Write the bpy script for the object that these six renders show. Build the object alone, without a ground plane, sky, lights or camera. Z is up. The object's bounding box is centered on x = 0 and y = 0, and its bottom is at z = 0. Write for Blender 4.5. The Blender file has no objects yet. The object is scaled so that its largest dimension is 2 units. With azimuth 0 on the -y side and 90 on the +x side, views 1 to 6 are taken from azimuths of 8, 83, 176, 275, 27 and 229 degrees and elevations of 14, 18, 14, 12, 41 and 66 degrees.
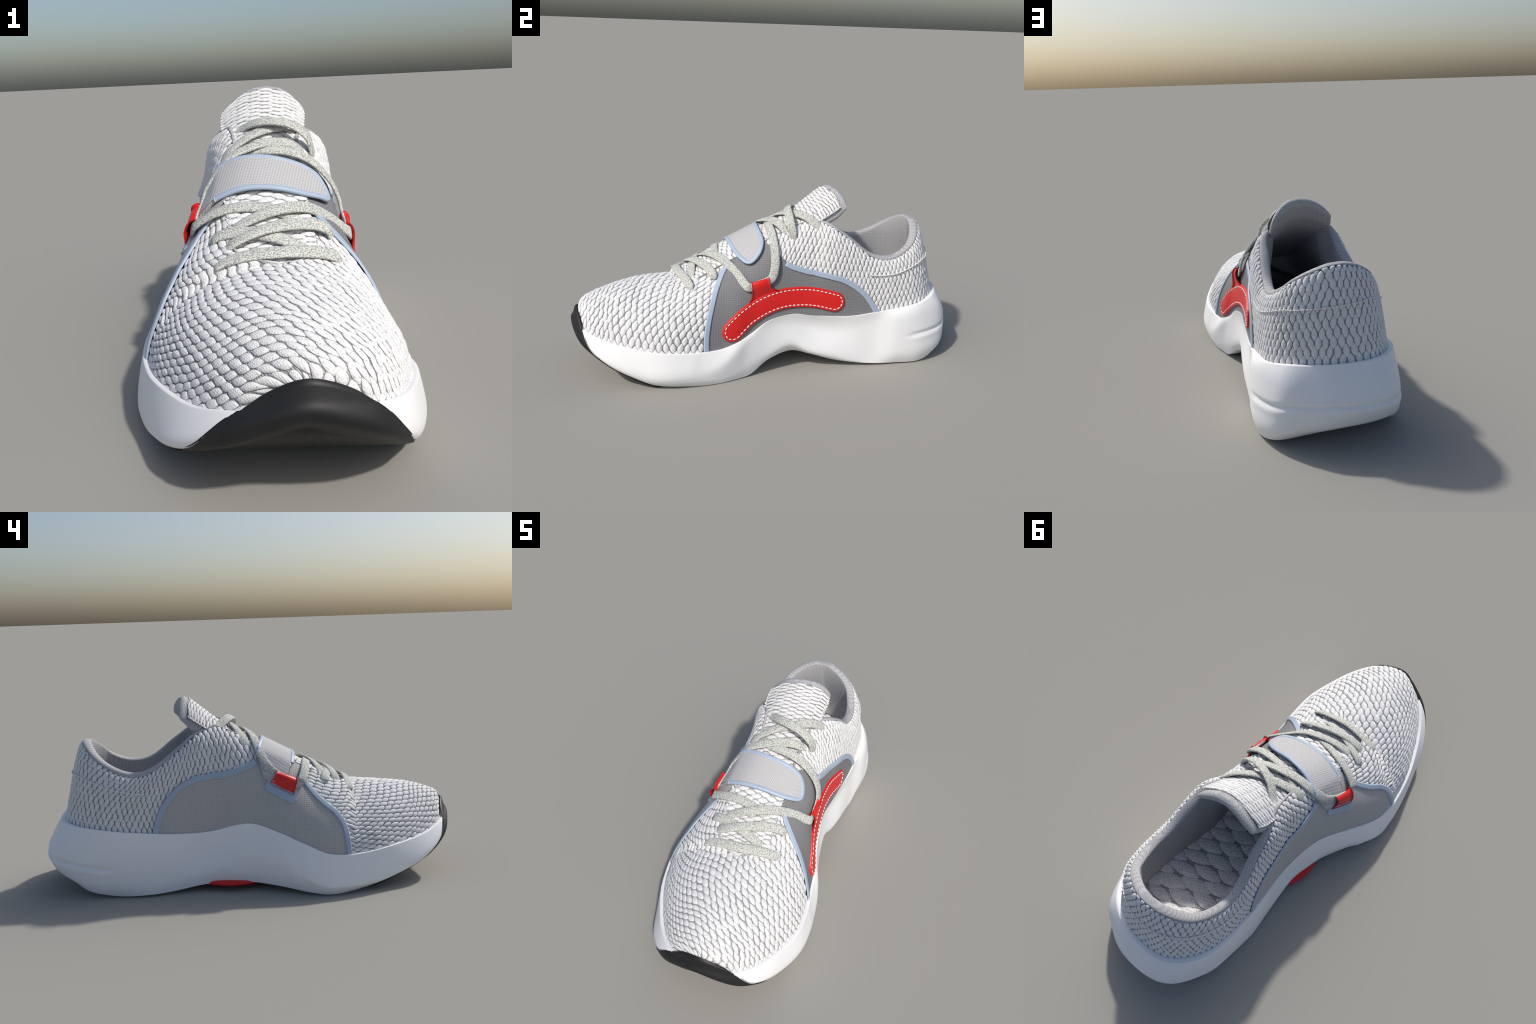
"""A knit running shoe: sculpted foam midsole, knit upper made of raised stitches,
mesh side panels with pale trim, red lace loops, flat laces, padded collar and tongue."""
import math
import numpy as np

RNG = np.random.default_rng(7)

# ----------------------------------------------------------------------------
# 1. LAST: stations round the shoe, from the toe tip (0) to the heel centre.
#    RIGHT is the +x side, LEFT the -x side; y runs from toe (-) to heel (+).
# ----------------------------------------------------------------------------
# top edge of the upper: ridge of the vamp, eyestay edge, then collar edge
TOP_R = [(.150, -.968, .300), (.140, -.952, .360), (.125, -.907, .390), (.096, -.790, .427), (.056, -.650, .447),
         (.055, -.505, .457), (.125, -.440, .462), (.135, -.340, .487), (.122, -.245, .536), (.110, -.170, .573),
         (.098, -.095, .617), (.080, .015, .675), (.070, .130, .728), (.070, .214, .757), (.120, .300, .728),
         (.130, .395, .663), (.127, .515, .572), (.116, .620, .556), (.076, .715, .594), (.030, .765, .640),
         (-.056, .795, .687), (-.145, .793, .711)]
TOP_L = TOP_R[:6] + [(-.045, -.485, .474), (-.092, -.405, .498), (-.106, -.315, .544), (-.111, -.255, .578),
         (-.117, -.190, .613), (-.126, -.060, .678), (-.142, .060, .738), (-.168, .140, .772), (-.225, .225, .738),
         (-.257, .308, .668), (-.298, .405, .591), (-.325, .492, .560), (-.332, .590, .581), (-.308, .690, .640),
         (-.236, .760, .694), (-.145, .793, .711)]
# feather line, where the upper meets the midsole
FEATHER_R = [(.150, -.970, .290), (.240, -.938, .272), (.297, -.898, .256), (.352, -.790, .227), (.386, -.640, .196),
         (.393, -.530, .182), (.374, -.420, .170), (.352, -.345, .166), (.327, -.262, .168), (.304, -.186, .190),
         (.269, -.113, .222), (.240, -.020, .278), (.214, .100, .299), (.204, .200, .285), (.197, .320, .277),
         (.191, .420, .276), (.182, .536, .290), (.163, .650, .303), (.130, .775, .317), (.052, .862, .336),
         (-.048, .902, .342), (-.135, .906, .343)]
FEATHER_L = [(.150, -.970, .290), (.060, -.957, .270), (-.018, -.935, .249), (-.125, -.840, .216), (-.245, -.675, .195),
         (-.309, -.540, .182), (-.340, -.440, .182), (-.350, -.370, .195), (-.341, -.290, .230), (-.329, -.235, .252),
         (-.316, -.180, .275), (-.285, -.050, .316), (-.278, .040, .311), (-.280, .140, .287), (-.296, .235, .279),
         (-.330, .352, .286), (-.358, .455, .298), (-.380, .570, .312), (-.382, .685, .327), (-.345, .790, .336),
         (-.268, .870, .341), FEATHER_R[-1]]
# midsole: upper bulge, lower bulge and bottom edge
BULGE_R = [(.150, -.994, .275), (.250, -.965, .245), (.325, -.915, .205), (.383, -.800, .150), (.417, -.645, .105),
         (.429, -.530, .088), (.414, -.420, .088), (.394, -.350, .088), (.370, -.265, .100), (.336, -.190, .140),
         (.290, -.115, .188), (.248, -.020, .240), (.216, .100, .250), (.198, .200, .225), (.192, .320, .200),
         (.193, .420, .200), (.191, .540, .225), (.199, .665, .250), (.168, .790, .258), (.092, .912, .262),
         (.000, .970, .228), (-.120, .996, .208)]
LOWER_R = [(.148, -.978, .248), (.248, -.948, .217), (.318, -.898, .178), (.378, -.785, .110), (.412, -.635, .055),
         (.420, -.525, .038), (.408, -.415, .036), (.393, -.345, .036), (.366, -.260, .036), (.336, -.190, .045),
         (.303, -.120, .075), (.262, -.018, .115), (.232, .100, .145), (.228, .200, .105), (.222, .320, .074),
         (.210, .420, .052), (.199, .540, .060), (.207, .665, .078), (.188, .805, .088), (.114, .926, .098),
         (.000, .968, .110), (-.110, .980, .115)]
EDGE_R = [(.140, -.940, .220), (.235, -.910, .188), (.298, -.866, .156), (.353, -.765, .090), (.382, -.620, .022),
         (.386, -.520, .004), (.382, -.410, .000), (.376, -.340, .000), (.354, -.255, .000), (.322, -.185, .000),
         (.290, -.110, .012), (.252, -.020, .071), (.192, .100, .090), (.194, .200, .070), (.196, .320, .036),
         (.203, .430, .020), (.202, .550, .010), (.190, .665, .006), (.172, .795, .006), (.110, .888, .028),
         (.000, .922, .060), (-.100, .925, .078)]
BULGE_L = [BULGE_R[0], (.055, -.990, .255), (-.055, -.958, .205), (-.178, -.850, .140), (-.284, -.678, .078),
         (-.351, -.533, .062), (-.382, -.435, .062), (-.395, -.370, .068), (-.392, -.295, .100), (-.371, -.235, .145),
         (-.356, -.180, .168), (-.318, -.050, .180), (-.304, .040, .178), (-.297, .134, .180), (-.312, .230, .180),
         (-.362, .355, .180), (-.393, .465, .180), (-.418, .600, .185), (-.420, .740, .190), (-.372, .890, .202),
         (-.275, .966, .205), BULGE_R[-1]]
LOWER_L = [LOWER_R[0], (.055, -.977, .217), (-.050, -.948, .170), (-.182, -.838, .108), (-.280, -.672, .052),
         (-.345, -.532, .032), (-.377, -.437, .030), (-.390, -.370, .034), (-.381, -.295, .048), (-.376, -.235, .085),
         (-.350, -.180, .088), (-.318, -.050, .100), (-.311, .040, .100), (-.310, .134, .100), (-.330, .230, .090),
         (-.366, .355, .065), (-.398, .465, .060), (-.416, .600, .065), (-.421, .735, .085), (-.370, .872, .112),
         (-.272, .945, .122), LOWER_R[-1]]
EDGE_L = [EDGE_R[0], (.062, -.934, .195), (-.030, -.908, .160), (-.160, -.822, .095), (-.260, -.668, .040),
         (-.322, -.530, .012), (-.360, -.440, .003), (-.376, -.370, .004), (-.369, -.290, .013), (-.355, -.235, .020),
         (-.337, -.180, .026), (-.306, -.050, .037), (-.298, .040, .038), (-.299, .134, .036), (-.322, .225, .030),
         (-.360, .355, .013), (-.392, .465, .008), (-.397, .600, .006), (-.403, .730, .032), (-.345, .832, .070),
         (-.248, .908, .086), EDGE_R[-1]]
NS = len(TOP_R) - 1                       # last station: heel centre
THROAT, CORNER = 5, 13                    # stations of the throat and of the eyestay corner
# rib shape per station: lean at the feather (deg inward), handle, dip at the top edge (deg), handle
RIB = np.array([(9, .34, 4, .42)] * 4 + [(9, .35, 3, .42)] + [(7, .36, 3, .42), (6, .36, 8, .40), (7, .38, 14, .36), (7, .38, 20, .29),
        (7, .38, 20, .27), (7, .38, 20, .26), (9, .37, 20, .26), (10, .36, 20, .22), (10, .38, 22, .19),
        (8, .41, 26, .17), (7, .42, 26, .16), (6, .43, 26, .16), (6, .43, 26, .16), (9, .43, 28, .15),
        (12, .42, 30, .13), (15, .42, 30, .12), (15.5, .42, 30, .12)], float)


def unit(a):
    a = np.asarray(a, float)
    return a / np.maximum(np.linalg.norm(a, axis=-1, keepdims=True), 1e-9)


def spline(points, t, corners=()):
    """Catmull-Rom curve through the points at station numbers t; straight-cut at the corners."""
    P = np.asarray(points, float)
    n = len(P) - 1
    M = np.empty_like(P)
    M[1:-1] = (P[2:] - P[:-2]) / 2
    M[0], M[-1] = P[1] - P[0], P[-1] - P[-2]
    t = np.clip(np.asarray(t, float), 0, n)
    i = np.minimum(t.astype(int), n - 1)
    f = (t - i)[..., None]
    m0, m1 = M[i].copy(), M[i + 1].copy()
    for c in corners:
        k = i == c
        m0[k] = P[c + 1] - P[c]
        k = i == c - 1
        m1[k] = P[c] - P[c - 1]
    p0, p1 = P[i], P[i + 1]
    return ((2 * f ** 3 - 3 * f ** 2 + 1) * p0 + (f ** 3 - 2 * f ** 2 + f) * m0
            + (-2 * f ** 3 + 3 * f ** 2) * p1 + (f ** 3 - f ** 2) * m1)


def ring(right, left, u, sign):
    """Closed spline through both halves of a table, so that toe and heel are smooth."""
    P = np.array(list(right) + list(left)[-2:0:-1], float)
    n = len(P)
    t = np.asarray(u, float) % n if sign > 0 else (-np.asarray(u, float)) % n
    i = t.astype(int) % n
    f = (t - np.floor(t))[..., None]
    M = (np.roll(P, -1, 0) - np.roll(P, 1, 0)) / 2
    p0, p1, m0, m1 = P[i], P[(i + 1) % n], M[i], M[(i + 1) % n]
    return ((2 * f ** 3 - 3 * f ** 2 + 1) * p0 + (f ** 3 - 2 * f ** 2 + f) * m0
            + (-2 * f ** 3 + 3 * f ** 2) * p1 + (f ** 3 - f ** 2) * m1)


class Side:
    """One half of the upper as a surface S(u, v): u round the shoe, v from sole to top edge."""
    NU, NV = 421, 97

    def __init__(self, sign, top, beyond):
        self.sign = sign
        u = np.linspace(0, NS, self.NU)
        v = np.linspace(0, 1, self.NV)
        F = ring(FEATHER_R, FEATHER_L, u, sign)
        T = spline(list(top) + [beyond], u, (THROAT, CORNER))
        tan = np.gradient(F, u, axis=0)
        out = np.stack([-tan[:, 1], tan[:, 0], 0 * u], 1) * -sign
        out = unit(out)
        out[0], out[-1] = (0, -1, 0), (0, 1, 0)
        self.out = out
        w = np.clip((u - 5) / 3, 0, 1)[:, None]
        w = w * w * (3 - 2 * w)
        out_top = unit((1 - w) * np.array([sign, .10 * sign, 0]) + w * out)
        r = spline(RIB, u)
        if sign < 0:                              # the left wall is flatter
            k = (np.clip((u - 3.5) / 3, 0, 1) * np.clip((12.5 - u) / 2.5, 0, 1))[:, None]
            r = r * (1 - k * np.array([0, .06, 0, .10])) + k * np.array([3.5, 0, 2, 0]) + np.array([2.5, 0, 0, 0]) * np.clip((6 - u) / 2, 0, 1)[:, None]
        chord = np.linalg.norm(T - F, axis=1, keepdims=True)
        up = np.array([0, 0, 1.0])
        lean, dip = np.radians(r[:, :1]), np.radians(r[:, 2:3])
        P1 = F + r[:, 1:2] * chord * (np.cos(lean) * up - np.sin(lean) * out)
        P2 = T + r[:, 3:4] * chord * (np.cos(dip) * out_top - np.sin(dip) * up)
        vv = v[None, :, None]
        P = ((1 - vv) ** 3 * F[:, None] + 3 * (1 - vv) ** 2 * vv * P1[:, None]
             + 3 * (1 - vv) * vv ** 2 * P2[:, None] + vv ** 3 * T[:, None])
        # resample every rib by arc length
        d = np.linalg.norm(np.diff(P, axis=1), axis=2)
        s = np.concatenate([np.zeros((self.NU, 1)), np.cumsum(d, 1)], 1)
        self.length = s[:, -1]
        for i in range(self.NU):
            q = s[i, -1] * v
            P[i] = np.stack([np.interp(q, s[i], P[i, :, k]) for k in range(3)], 1)
        self.u, self.v, self.P = u, v, P
        du, dv = np.gradient(P, axis=0), np.gradient(P, axis=1)
        n = np.cross(du, dv) * sign
        self.N = unit(n)
        self.N[0] = self.N[2]
        self.N[1] = self.N[2]
        self.N[-1] = unit(self.N[-1] * np.array([0, 1, 1]))
        self.du, self.dv = du / (u[1] - u[0]), dv / (v[1] - v[0])

    def _bil(self, G, u, v):
        a = np.clip(np.asarray(u, float) / NS, 0, 1) * (self.NU - 1)
        b = np.clip(np.asarray(v, float), 0, 1) * (self.NV - 1)
        i, j = np.minimum(a.astype(int), self.NU - 2), np.minimum(b.astype(int), self.NV - 2)
        f, g = (a - i)[..., None], (b - j)[..., None]
        return ((1 - f) * (1 - g) * G[i, j] + f * (1 - g) * G[i + 1, j]
                + (1 - f) * g * G[i, j + 1] + f * g * G[i + 1, j + 1])

    def at(self, u, v, lift=0.0):
        lift = np.asarray(lift, float)[..., None]
        return self._bil(self.P, u, v) + lift * self.normal(u, v)

    def normal(self, u, v):
        return unit(self._bil(self.N, u, v))

    def find(self, yz, coarse=4):
        """(u, v) of the points of the side wall with the given (y, z)."""
        yz = np.atleast_2d(np.asarray(yz, float))
        G = self.P[::coarse, ::coarse, 1:]
        res = np.empty((len(yz), 2))
        for k, q in enumerate(yz):
            d = ((G - q) ** 2).sum(2)
            i, j = np.unravel_index(np.argmin(d), d.shape)
            res[k] = self.u[i * coarse], self.v[j * coarse]
        for _ in range(8):
            p = self._bil(self.P, res[:, 0], res[:, 1])[:, 1:]
            a = self._bil(self.du, res[:, 0], res[:, 1])[:, 1:]
            b = self._bil(self.dv, res[:, 0], res[:, 1])[:, 1:]
            e = yz - p
            det = a[:, 0] * b[:, 1] - a[:, 1] * b[:, 0]
            det = np.where(np.abs(det) < 1e-5, 1e-5, det)
            su = (e[:, 0] * b[:, 1] - e[:, 1] * b[:, 0]) / det
            sv = (a[:, 0] * e[:, 1] - a[:, 1] * e[:, 0]) / det
            res[:, 0] = np.clip(res[:, 0] + np.clip(su, -.6, .6), 0, NS)
            res[:, 1] = np.clip(res[:, 1] + np.clip(sv, -.15, .15), 0, 1)
        return res

    def on(self, y, z, lift=0.0):
        uv = self.find(np.stack([np.ravel(y), np.ravel(z)], 1))
        return self.at(uv[:, 0], uv[:, 1], lift)


RIGHT = Side(1, TOP_R, TOP_L[-2])
LEFT = Side(-1, TOP_L, TOP_R[-2])
# === CORE END
import bmesh
import bpy

# ----------------------------------------------------------------------------
# 2. MATERIALS
# ----------------------------------------------------------------------------
def material(name, colour, rough=.6, spec=.3, **kw):
    m = bpy.data.materials.new(name)
    m.use_nodes = True
    b = m.node_tree.nodes["Principled BSDF"]
    b.inputs["Base Color"].default_value = (*colour, 1)
    b.inputs["Roughness"].default_value = rough
    b.inputs["Specular IOR Level"].default_value = spec
    for k, x in kw.items():
        b.inputs[k].default_value = x
    return m, m.node_tree, b


def node(t, kind, links=(), **props):
    n = t.nodes.new(kind)
    for k, x in props.items():
        if k.startswith("in_"):
            key = k[3:]
            n.inputs[int(key) if key.isdigit() else key].default_value = x
        else:
            setattr(n, k, x)
    for src, dst in links:
        t.links.new(src, n.inputs[dst])
    return n


def maths(t, op, a, b=None, clamp=False):
    n = t.nodes.new("ShaderNodeMath")
    n.operation, n.use_clamp = op, clamp
    for i, x in enumerate((a, b)):
        if x is None:
            continue
        if isinstance(x, (int, float)):
            n.inputs[i].default_value = x
        else:
            t.links.new(x, n.inputs[i])
    return n.outputs[0]


def object_coords(t):
    return node(t, "ShaderNodeTexCoord").outputs["Object"]


def mix_colour(t, fac, a, b):
    n = t.nodes.new("ShaderNodeMix")
    n.data_type = "RGBA"
    t.links.new(fac, n.inputs[0])
    n.inputs[6].default_value, n.inputs[7].default_value = (*a, 1), (*b, 1)
    return n.outputs[2]


def bump(t, b, height, strength, distance):
    n = node(t, "ShaderNodeBump", [(height, "Height")], in_Strength=strength, in_Distance=distance)
    t.links.new(n.outputs[0], b.inputs["Normal"])


def weave_height(t, co, pitch, wobble=.35):
    """Two crossing sets of fine threads: 0 between the threads, 1 on top of them."""
    noise = node(t, "ShaderNodeTexNoise", [(co, "Vector")], in_Scale=60.0, in_Detail=2.0)
    k = 2 * math.pi / pitch
    out = []
    for vec in ((.8, .6, .5), (-.5, .7, -.7)):
        d = node(t, "ShaderNodeVectorMath", [(co, 0)], operation="DOT_PRODUCT")
        d.inputs[1].default_value = vec
        ph = maths(t, "ADD", maths(t, "MULTIPLY", d.outputs["Value"], k),
                   maths(t, "MULTIPLY", noise.outputs["Fac"], wobble * 14))
        out.append(maths(t, "MULTIPLY", maths(t, "ADD", maths(t, "SINE", ph), 1.0), .5))
    return maths(t, "MULTIPLY", out[0], out[1]), noise.outputs["Fac"]


def knit_material(name, light, dark, pitch=.0052, cover=.30, depth=.0016):
    m, t, b = material(name, light, .85, .12)
    co = object_coords(t)
    h, nz = weave_height(t, co, pitch)
    speck = node(t, "ShaderNodeTexNoise", [(co, "Vector")], in_Scale=210.0, in_Detail=2.0, in_Roughness=.6)
    f = maths(t, "MULTIPLY", maths(t, "LESS_THAN", h, .16), maths(t, "GREATER_THAN", speck.outputs["Fac"], 1 - cover - .22))
    soft = maths(t, "MULTIPLY", f, .8)
    t.links.new(mix_colour(t, soft, light, dark), b.inputs["Base Color"])
    bump(t, b, h, .55, depth)
    return m


def lace_cloth(name, light, dark):
    """Flat braid: pale grains of thread with small dark gaps between them."""
    m, t, b = material(name, light, .85, .12)
    co = object_coords(t)
    v = node(t, "ShaderNodeTexVoronoi", [(co, "Vector")], in_Scale=205.0, in_Randomness=.75)
    n = node(t, "ShaderNodeTexNoise", [(co, "Vector")], in_Scale=320.0, in_Detail=1.0)
    r = node(t, "ShaderNodeMapRange", [(maths(t, "ADD", v.outputs["Distance"], maths(t, "MULTIPLY", n.outputs["Fac"], .35)), "Value")])
    r.inputs["From Min"].default_value, r.inputs["From Max"].default_value = .56, .84
    t.links.new(mix_colour(t, r.outputs[0], light, dark), b.inputs["Base Color"])
    bump(t, b, maths(t, "SUBTRACT", 1.0, v.outputs["Distance"]), .5, .0022)
    return m


def mesh_cloth(name, ground, dot, pitch, axes, radius=.42):
    """Sports mesh: a staggered lattice of small darker holes."""
    m, t, b = material(name, ground, .7, .2)
    co = object_coords(t)
    vals = []
    for vec in axes:
        d = node(t, "ShaderNodeVectorMath", [(co, 0)], operation="DOT_PRODUCT")
        d.inputs[1].default_value = vec
        vals.append(maths(t, "SINE", maths(t, "MULTIPLY", d.outputs["Value"], 2 * math.pi / pitch)))
    p = maths(t, "MULTIPLY", vals[0], vals[1])
    f = node(t, "ShaderNodeMapRange", [(p, "Value")])
    f.inputs["From Min"].default_value, f.inputs["From Max"].default_value = .15, .6
    n = node(t, "ShaderNodeTexNoise", [(co, "Vector")], in_Scale=240.0)
    fac = maths(t, "MULTIPLY", f.outputs[0], maths(t, "ADD", maths(t, "MULTIPLY", n.outputs["Fac"], .3), .75), True)
    t.links.new(mix_colour(t, fac, ground, dot), b.inputs["Base Color"])
    bump(t, b, maths(t, "SUBTRACT", 1.0, f.outputs[0]), .35, .0015)
    return m


def plain(name, colour, rough, spec, grain=0.0, scale=80, **kw):
    m, t, b = material(name, colour, rough, spec, **kw)
    if grain:
        co = object_coords(t)
        n = node(t, "ShaderNodeTexNoise", [(co, "Vector")], in_Scale=float(scale), in_Detail=3.0)
        bump(t, b, n.outputs["Fac"], .25, grain)
        r = node(t, "ShaderNodeMapRange", [(n.outputs["Fac"], "Value")])
        r.inputs["To Min"].default_value, r.inputs["To Max"].default_value = rough - .07, rough + .07
        t.links.new(r.outputs[0], b.inputs["Roughness"])
    return m


WALL = ((0, .8, .8), (0, .8, -.8))
OVER = ((.75, .75, .2), (.75, -.75, -.45))
ALLWAY = ((.7, .6, .75), (.55, .75, -.7))
M_FOAM = plain("white_foam", (.86, .86, .86), .45, .35, .0006, 55)
M_RUBBER = plain("black_rubber", (.013, .013, .014), .5, .35, .0006, 70)
M_KNIT = knit_material("white_knit", (.74, .74, .74), (.42, .42, .42), cover=.20, depth=.0011)
M_GAP = knit_material("knit_ground", (.50, .50, .505), (.16, .16, .16), pitch=.006, cover=.45, depth=.003)
M_EDGE_SHADE = plain("stitch_painted_shade", (.28, .28, .285), .9, .1)  # dark rim painted on each stitch: contact shadow put into colour
M_INSOLE = knit_material("insole_knit", (.84, .84, .85), (.36, .36, .36), pitch=.011, cover=.25, depth=.003)
M_CRACK = plain("insole_crack", (.06, .06, .062), .9, .1)
M_INGAP = plain("insole_groove", (.42, .42, .425), .9, .1)
M_PANEL_R = mesh_cloth("grey_mesh", (.22, .22, .228), (.14, .14, .147), .0132, WALL)
M_PANEL_L = mesh_cloth("light_grey_mesh", (.49, .475, .46), (.33, .32, .31), .0132, WALL)
M_STRAP = mesh_cloth("pale_mesh", (.50, .495, .50), (.32, .32, .325), .0132, OVER)
M_LINING = mesh_cloth("lining_mesh", (.43, .43, .44), (.29, .29, .305), .0125, ALLWAY)  # base grey lowered to match the shadow inside the shoe opening
M_TRIM = plain("pale_blue_trim", (.37, .45, .56), .42, .35)
M_RED = plain("red_leather", (.65, .013, .011), .38, .45, .0005, 90)
M_THREAD = plain("white_thread", (.88, .88, .86), .7, .2)
M_LACE = lace_cloth("lace_weave", (.62, .63, .59), (.31, .32, .295))

# ----------------------------------------------------------------------------
# 3. OBJECT HELPERS
# ----------------------------------------------------------------------------
SHOE = bpy.data.objects.new("running_shoe", None)
bpy.context.scene.collection.objects.link(SHOE)
SHOE["label"] = "white knit running shoe with grey panels and red lace loops"
SHOE["category"] = "running shoe"


def make_mesh(name, verts, faces, mats, face_mat=None):
    me = bpy.data.meshes.new(name)
    me.from_pydata(np.asarray(verts, float).reshape(-1, 3).tolist(), [], faces)
    for m in (mats if isinstance(mats, (list, tuple)) else [mats]):
        me.materials.append(m)
    if face_mat is not None:
        me.polygons.foreach_set("material_index", np.asarray(face_mat, np.int32))
    me.polygons.foreach_set("use_smooth", np.ones(len(me.polygons), bool))
    me.update()
    return me


def add(name, me, parent=SHOE, kind=None):
    o = bpy.data.objects.new(name, me)
    bpy.context.scene.collection.objects.link(o)
    o.parent = parent
    if kind:
        o["kind"] = kind
    return o


def grid_faces(ni, nj, wrap_i=False, wrap_j=False, flip=False, offset=0):
    a, b = np.meshgrid(np.arange(ni if wrap_i else ni - 1), np.arange(nj if wrap_j else nj - 1), indexing="ij")
    a, b = a.ravel(), b.ravel()
    a2, b2 = (a + 1) % ni, (b + 1) % nj
    q = np.stack([a * nj + b, a2 * nj + b, a2 * nj + b2, a * nj + b2], 1) + offset
    if flip:
        q = q[:, ::-1]
    return q.tolist()


def grid_object(name, P, mats, parent=SHOE, wrap_i=False, wrap_j=False, flip=False, face_mat=None):
    ni, nj = P.shape[:2]
    return add(name, make_mesh(name, P, grid_faces(ni, nj, wrap_i, wrap_j, flip), mats, face_mat), parent)


def resample(points, n, closed=False):
    P = np.asarray(points, float)
    if closed:
        P = np.vstack([P, P[:1]])
    s = np.concatenate([[0], np.cumsum(np.linalg.norm(np.diff(P, axis=0), axis=1))])
    q = np.linspace(0, s[-1], n + 1)[:-1] if closed else np.linspace(0, s[-1], n)
    return np.stack([np.interp(q, s, P[:, k]) for k in range(P.shape[1])], 1)


def smooth_line(points, n, dense=24):
    P = np.asarray(points, float)
    return resample(spline(P, np.linspace(0, len(P) - 1, dense * (len(P) - 1) + 1)), n)


def slab(name, P, N, thick, mat, parent=SHOE, round_edge=True):
    """Solid sheet over the grid P with normals N: the top at +thick, rounded border, open underneath."""
    P, N = np.asarray(P, float), np.asarray(N, float)
    ni, nj = P.shape[:2]
    Q = np.empty((ni + 4, nj + 4, 3))
    src_i = np.concatenate([[0, 0], np.arange(ni), [ni - 1, ni - 1]])
    src_j = np.concatenate([[0, 0], np.arange(nj), [nj - 1, nj - 1]])
    lift_i = np.concatenate([[-.3, .55], np.ones(ni), [.55, -.3]])
    lift_j = np.concatenate([[-.3, .55], np.ones(nj), [.55, -.3]])
    Q = P[src_i][:, src_j]
    M = N[src_i][:, src_j]
    # pull the full-height rows in a little so that the edge reads as a rounded fold
    pull = np.minimum(thick * .6, .004)
    Q[2, :] += unit(Q[3, :] - Q[2, :]) * pull
    Q[-3, :] += unit(Q[-4, :] - Q[-3, :]) * pull
    Q[:, 2] += unit(Q[:, 3] - Q[:, 2]) * pull
    Q[:, -3] += unit(Q[:, -4] - Q[:, -3]) * pull
    h = np.minimum(lift_i[:, None], lift_j[None, :]) * thick
    Q = Q + M * h[..., None]
    return grid_object(name, Q, mat, parent)


def tube(points, radius, n=8, closed=False, squash=None, normals=None):
    """Vertices and faces of a swept tube; squash=(half width, half height) with normals for flat laces."""
    P = np.asarray(points, float)
    t = np.gradient(P, axis=0)
    if closed:
        t = np.roll(P, -1, 0) - np.roll(P, 1, 0)
    t = unit(t)
    if normals is None:
        normals = np.tile((0, 0, 1.0), (len(P), 1))
        bad = np.abs(t[:, 2]) > .9
        normals[bad] = (1, 0, 0)
    side = unit(np.cross(t, normals))
    nn = unit(np.cross(side, t))
    a, b = squash if squash else (radius, radius)
    th = np.linspace(0, 2 * math.pi, n, endpoint=False)
    c, s = np.cos(th), np.sin(th)
    e = .75 if squash else 1
    c, s = np.sign(c) * np.abs(c) ** e, np.sign(s) * np.abs(s) ** e
    a, b = np.broadcast_to(a, len(P)), np.broadcast_to(b, len(P))
    V = P[:, None] + (a[:, None] * c)[..., None] * side[:, None] + (b[:, None] * s)[..., None] * nn[:, None]
    F = grid_faces(len(P), n, closed, True)
    if not closed:
        F += [list(range(n))[::-1], [(len(P) - 1) * n + k for k in range(n)]]
    return V.reshape(-1, 3), F


# ----------------------------------------------------------------------------
# 4. MIDSOLE AND OUTSOLE
# ----------------------------------------------------------------------------
def sole_profile(side, u, m=44):
    """Rows of the sole wall at stations u, from the inner lip (0) down to the bottom edge (m)."""
    F, B, L, D = (ring(a, b, u, side.sign) for a, b in ((FEATHER_R, FEATHER_L), (BULGE_R, BULGE_L), (LOWER_R, LOWER_L), (EDGE_R, EDGE_L)))
    out = side._bil(np.repeat(side.out[:, None], 2, 1), u, 0 * u)
    ledge = np.interp(u, [0, 14, 16.5, 19, 21], [.013, .013, .014, .021, .015]) - (.011 * np.exp(-((u - 12) / 2) ** 2) if side.sign < 0 else .009 * np.exp(-((u - 13) / 3) ** 2))
    ledge = ledge[:, None]
    A = F + out * ledge + np.array([0, 0, .004])
    A[:, 2] = np.minimum(A[:, 2], F[:, 2] + .004)
    under = D + (D - L) * .25
    under[:, 2] = D[:, 2] - .004
    lip = F - out * .03 - np.array([0, 0, .012])
    lip2 = F + out * .004 + np.array([0, 0, .003])
    rows = np.stack([lip2, A, B, L, D, under], 1)                     # (n, 6, 3)
    w = np.linspace(0, 3, m - 1)
    W = np.empty((len(u), m + 1, 3))
    for i in range(len(u)):
        W[i, 2:] = spline(rows[i], w + 1)
    W[:, 0], W[:, 1] = lip, lip2
    # heel groove: a fine crease running round the back
    k = np.clip((u - 16.9) / .5, 0, 1) if side.sign < 0 else np.clip((u - 17.3) / .5, 0, 1)
    zg = np.interp(u, [17.0, 18.5, 19.5, 21.0], [.158, .175, .194, .204] if side.sign > 0 else [.138, .168, .188, .204])[:, None]
    g = np.exp(-((W[:, :, 2] - zg) / .0075) ** 2) * .010 * k[:, None]
    ridge = np.exp(-((W[:, :, 2] - zg + .024) / .012) ** 2) * .002 * k[:, None]
    W[:, 2:, :2] -= ((g - ridge)[:, 2:, None] * out[:, None, :2])
    W[:, :, 2] = np.maximum(W[:, :, 2], 0.0)
    return W


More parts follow.
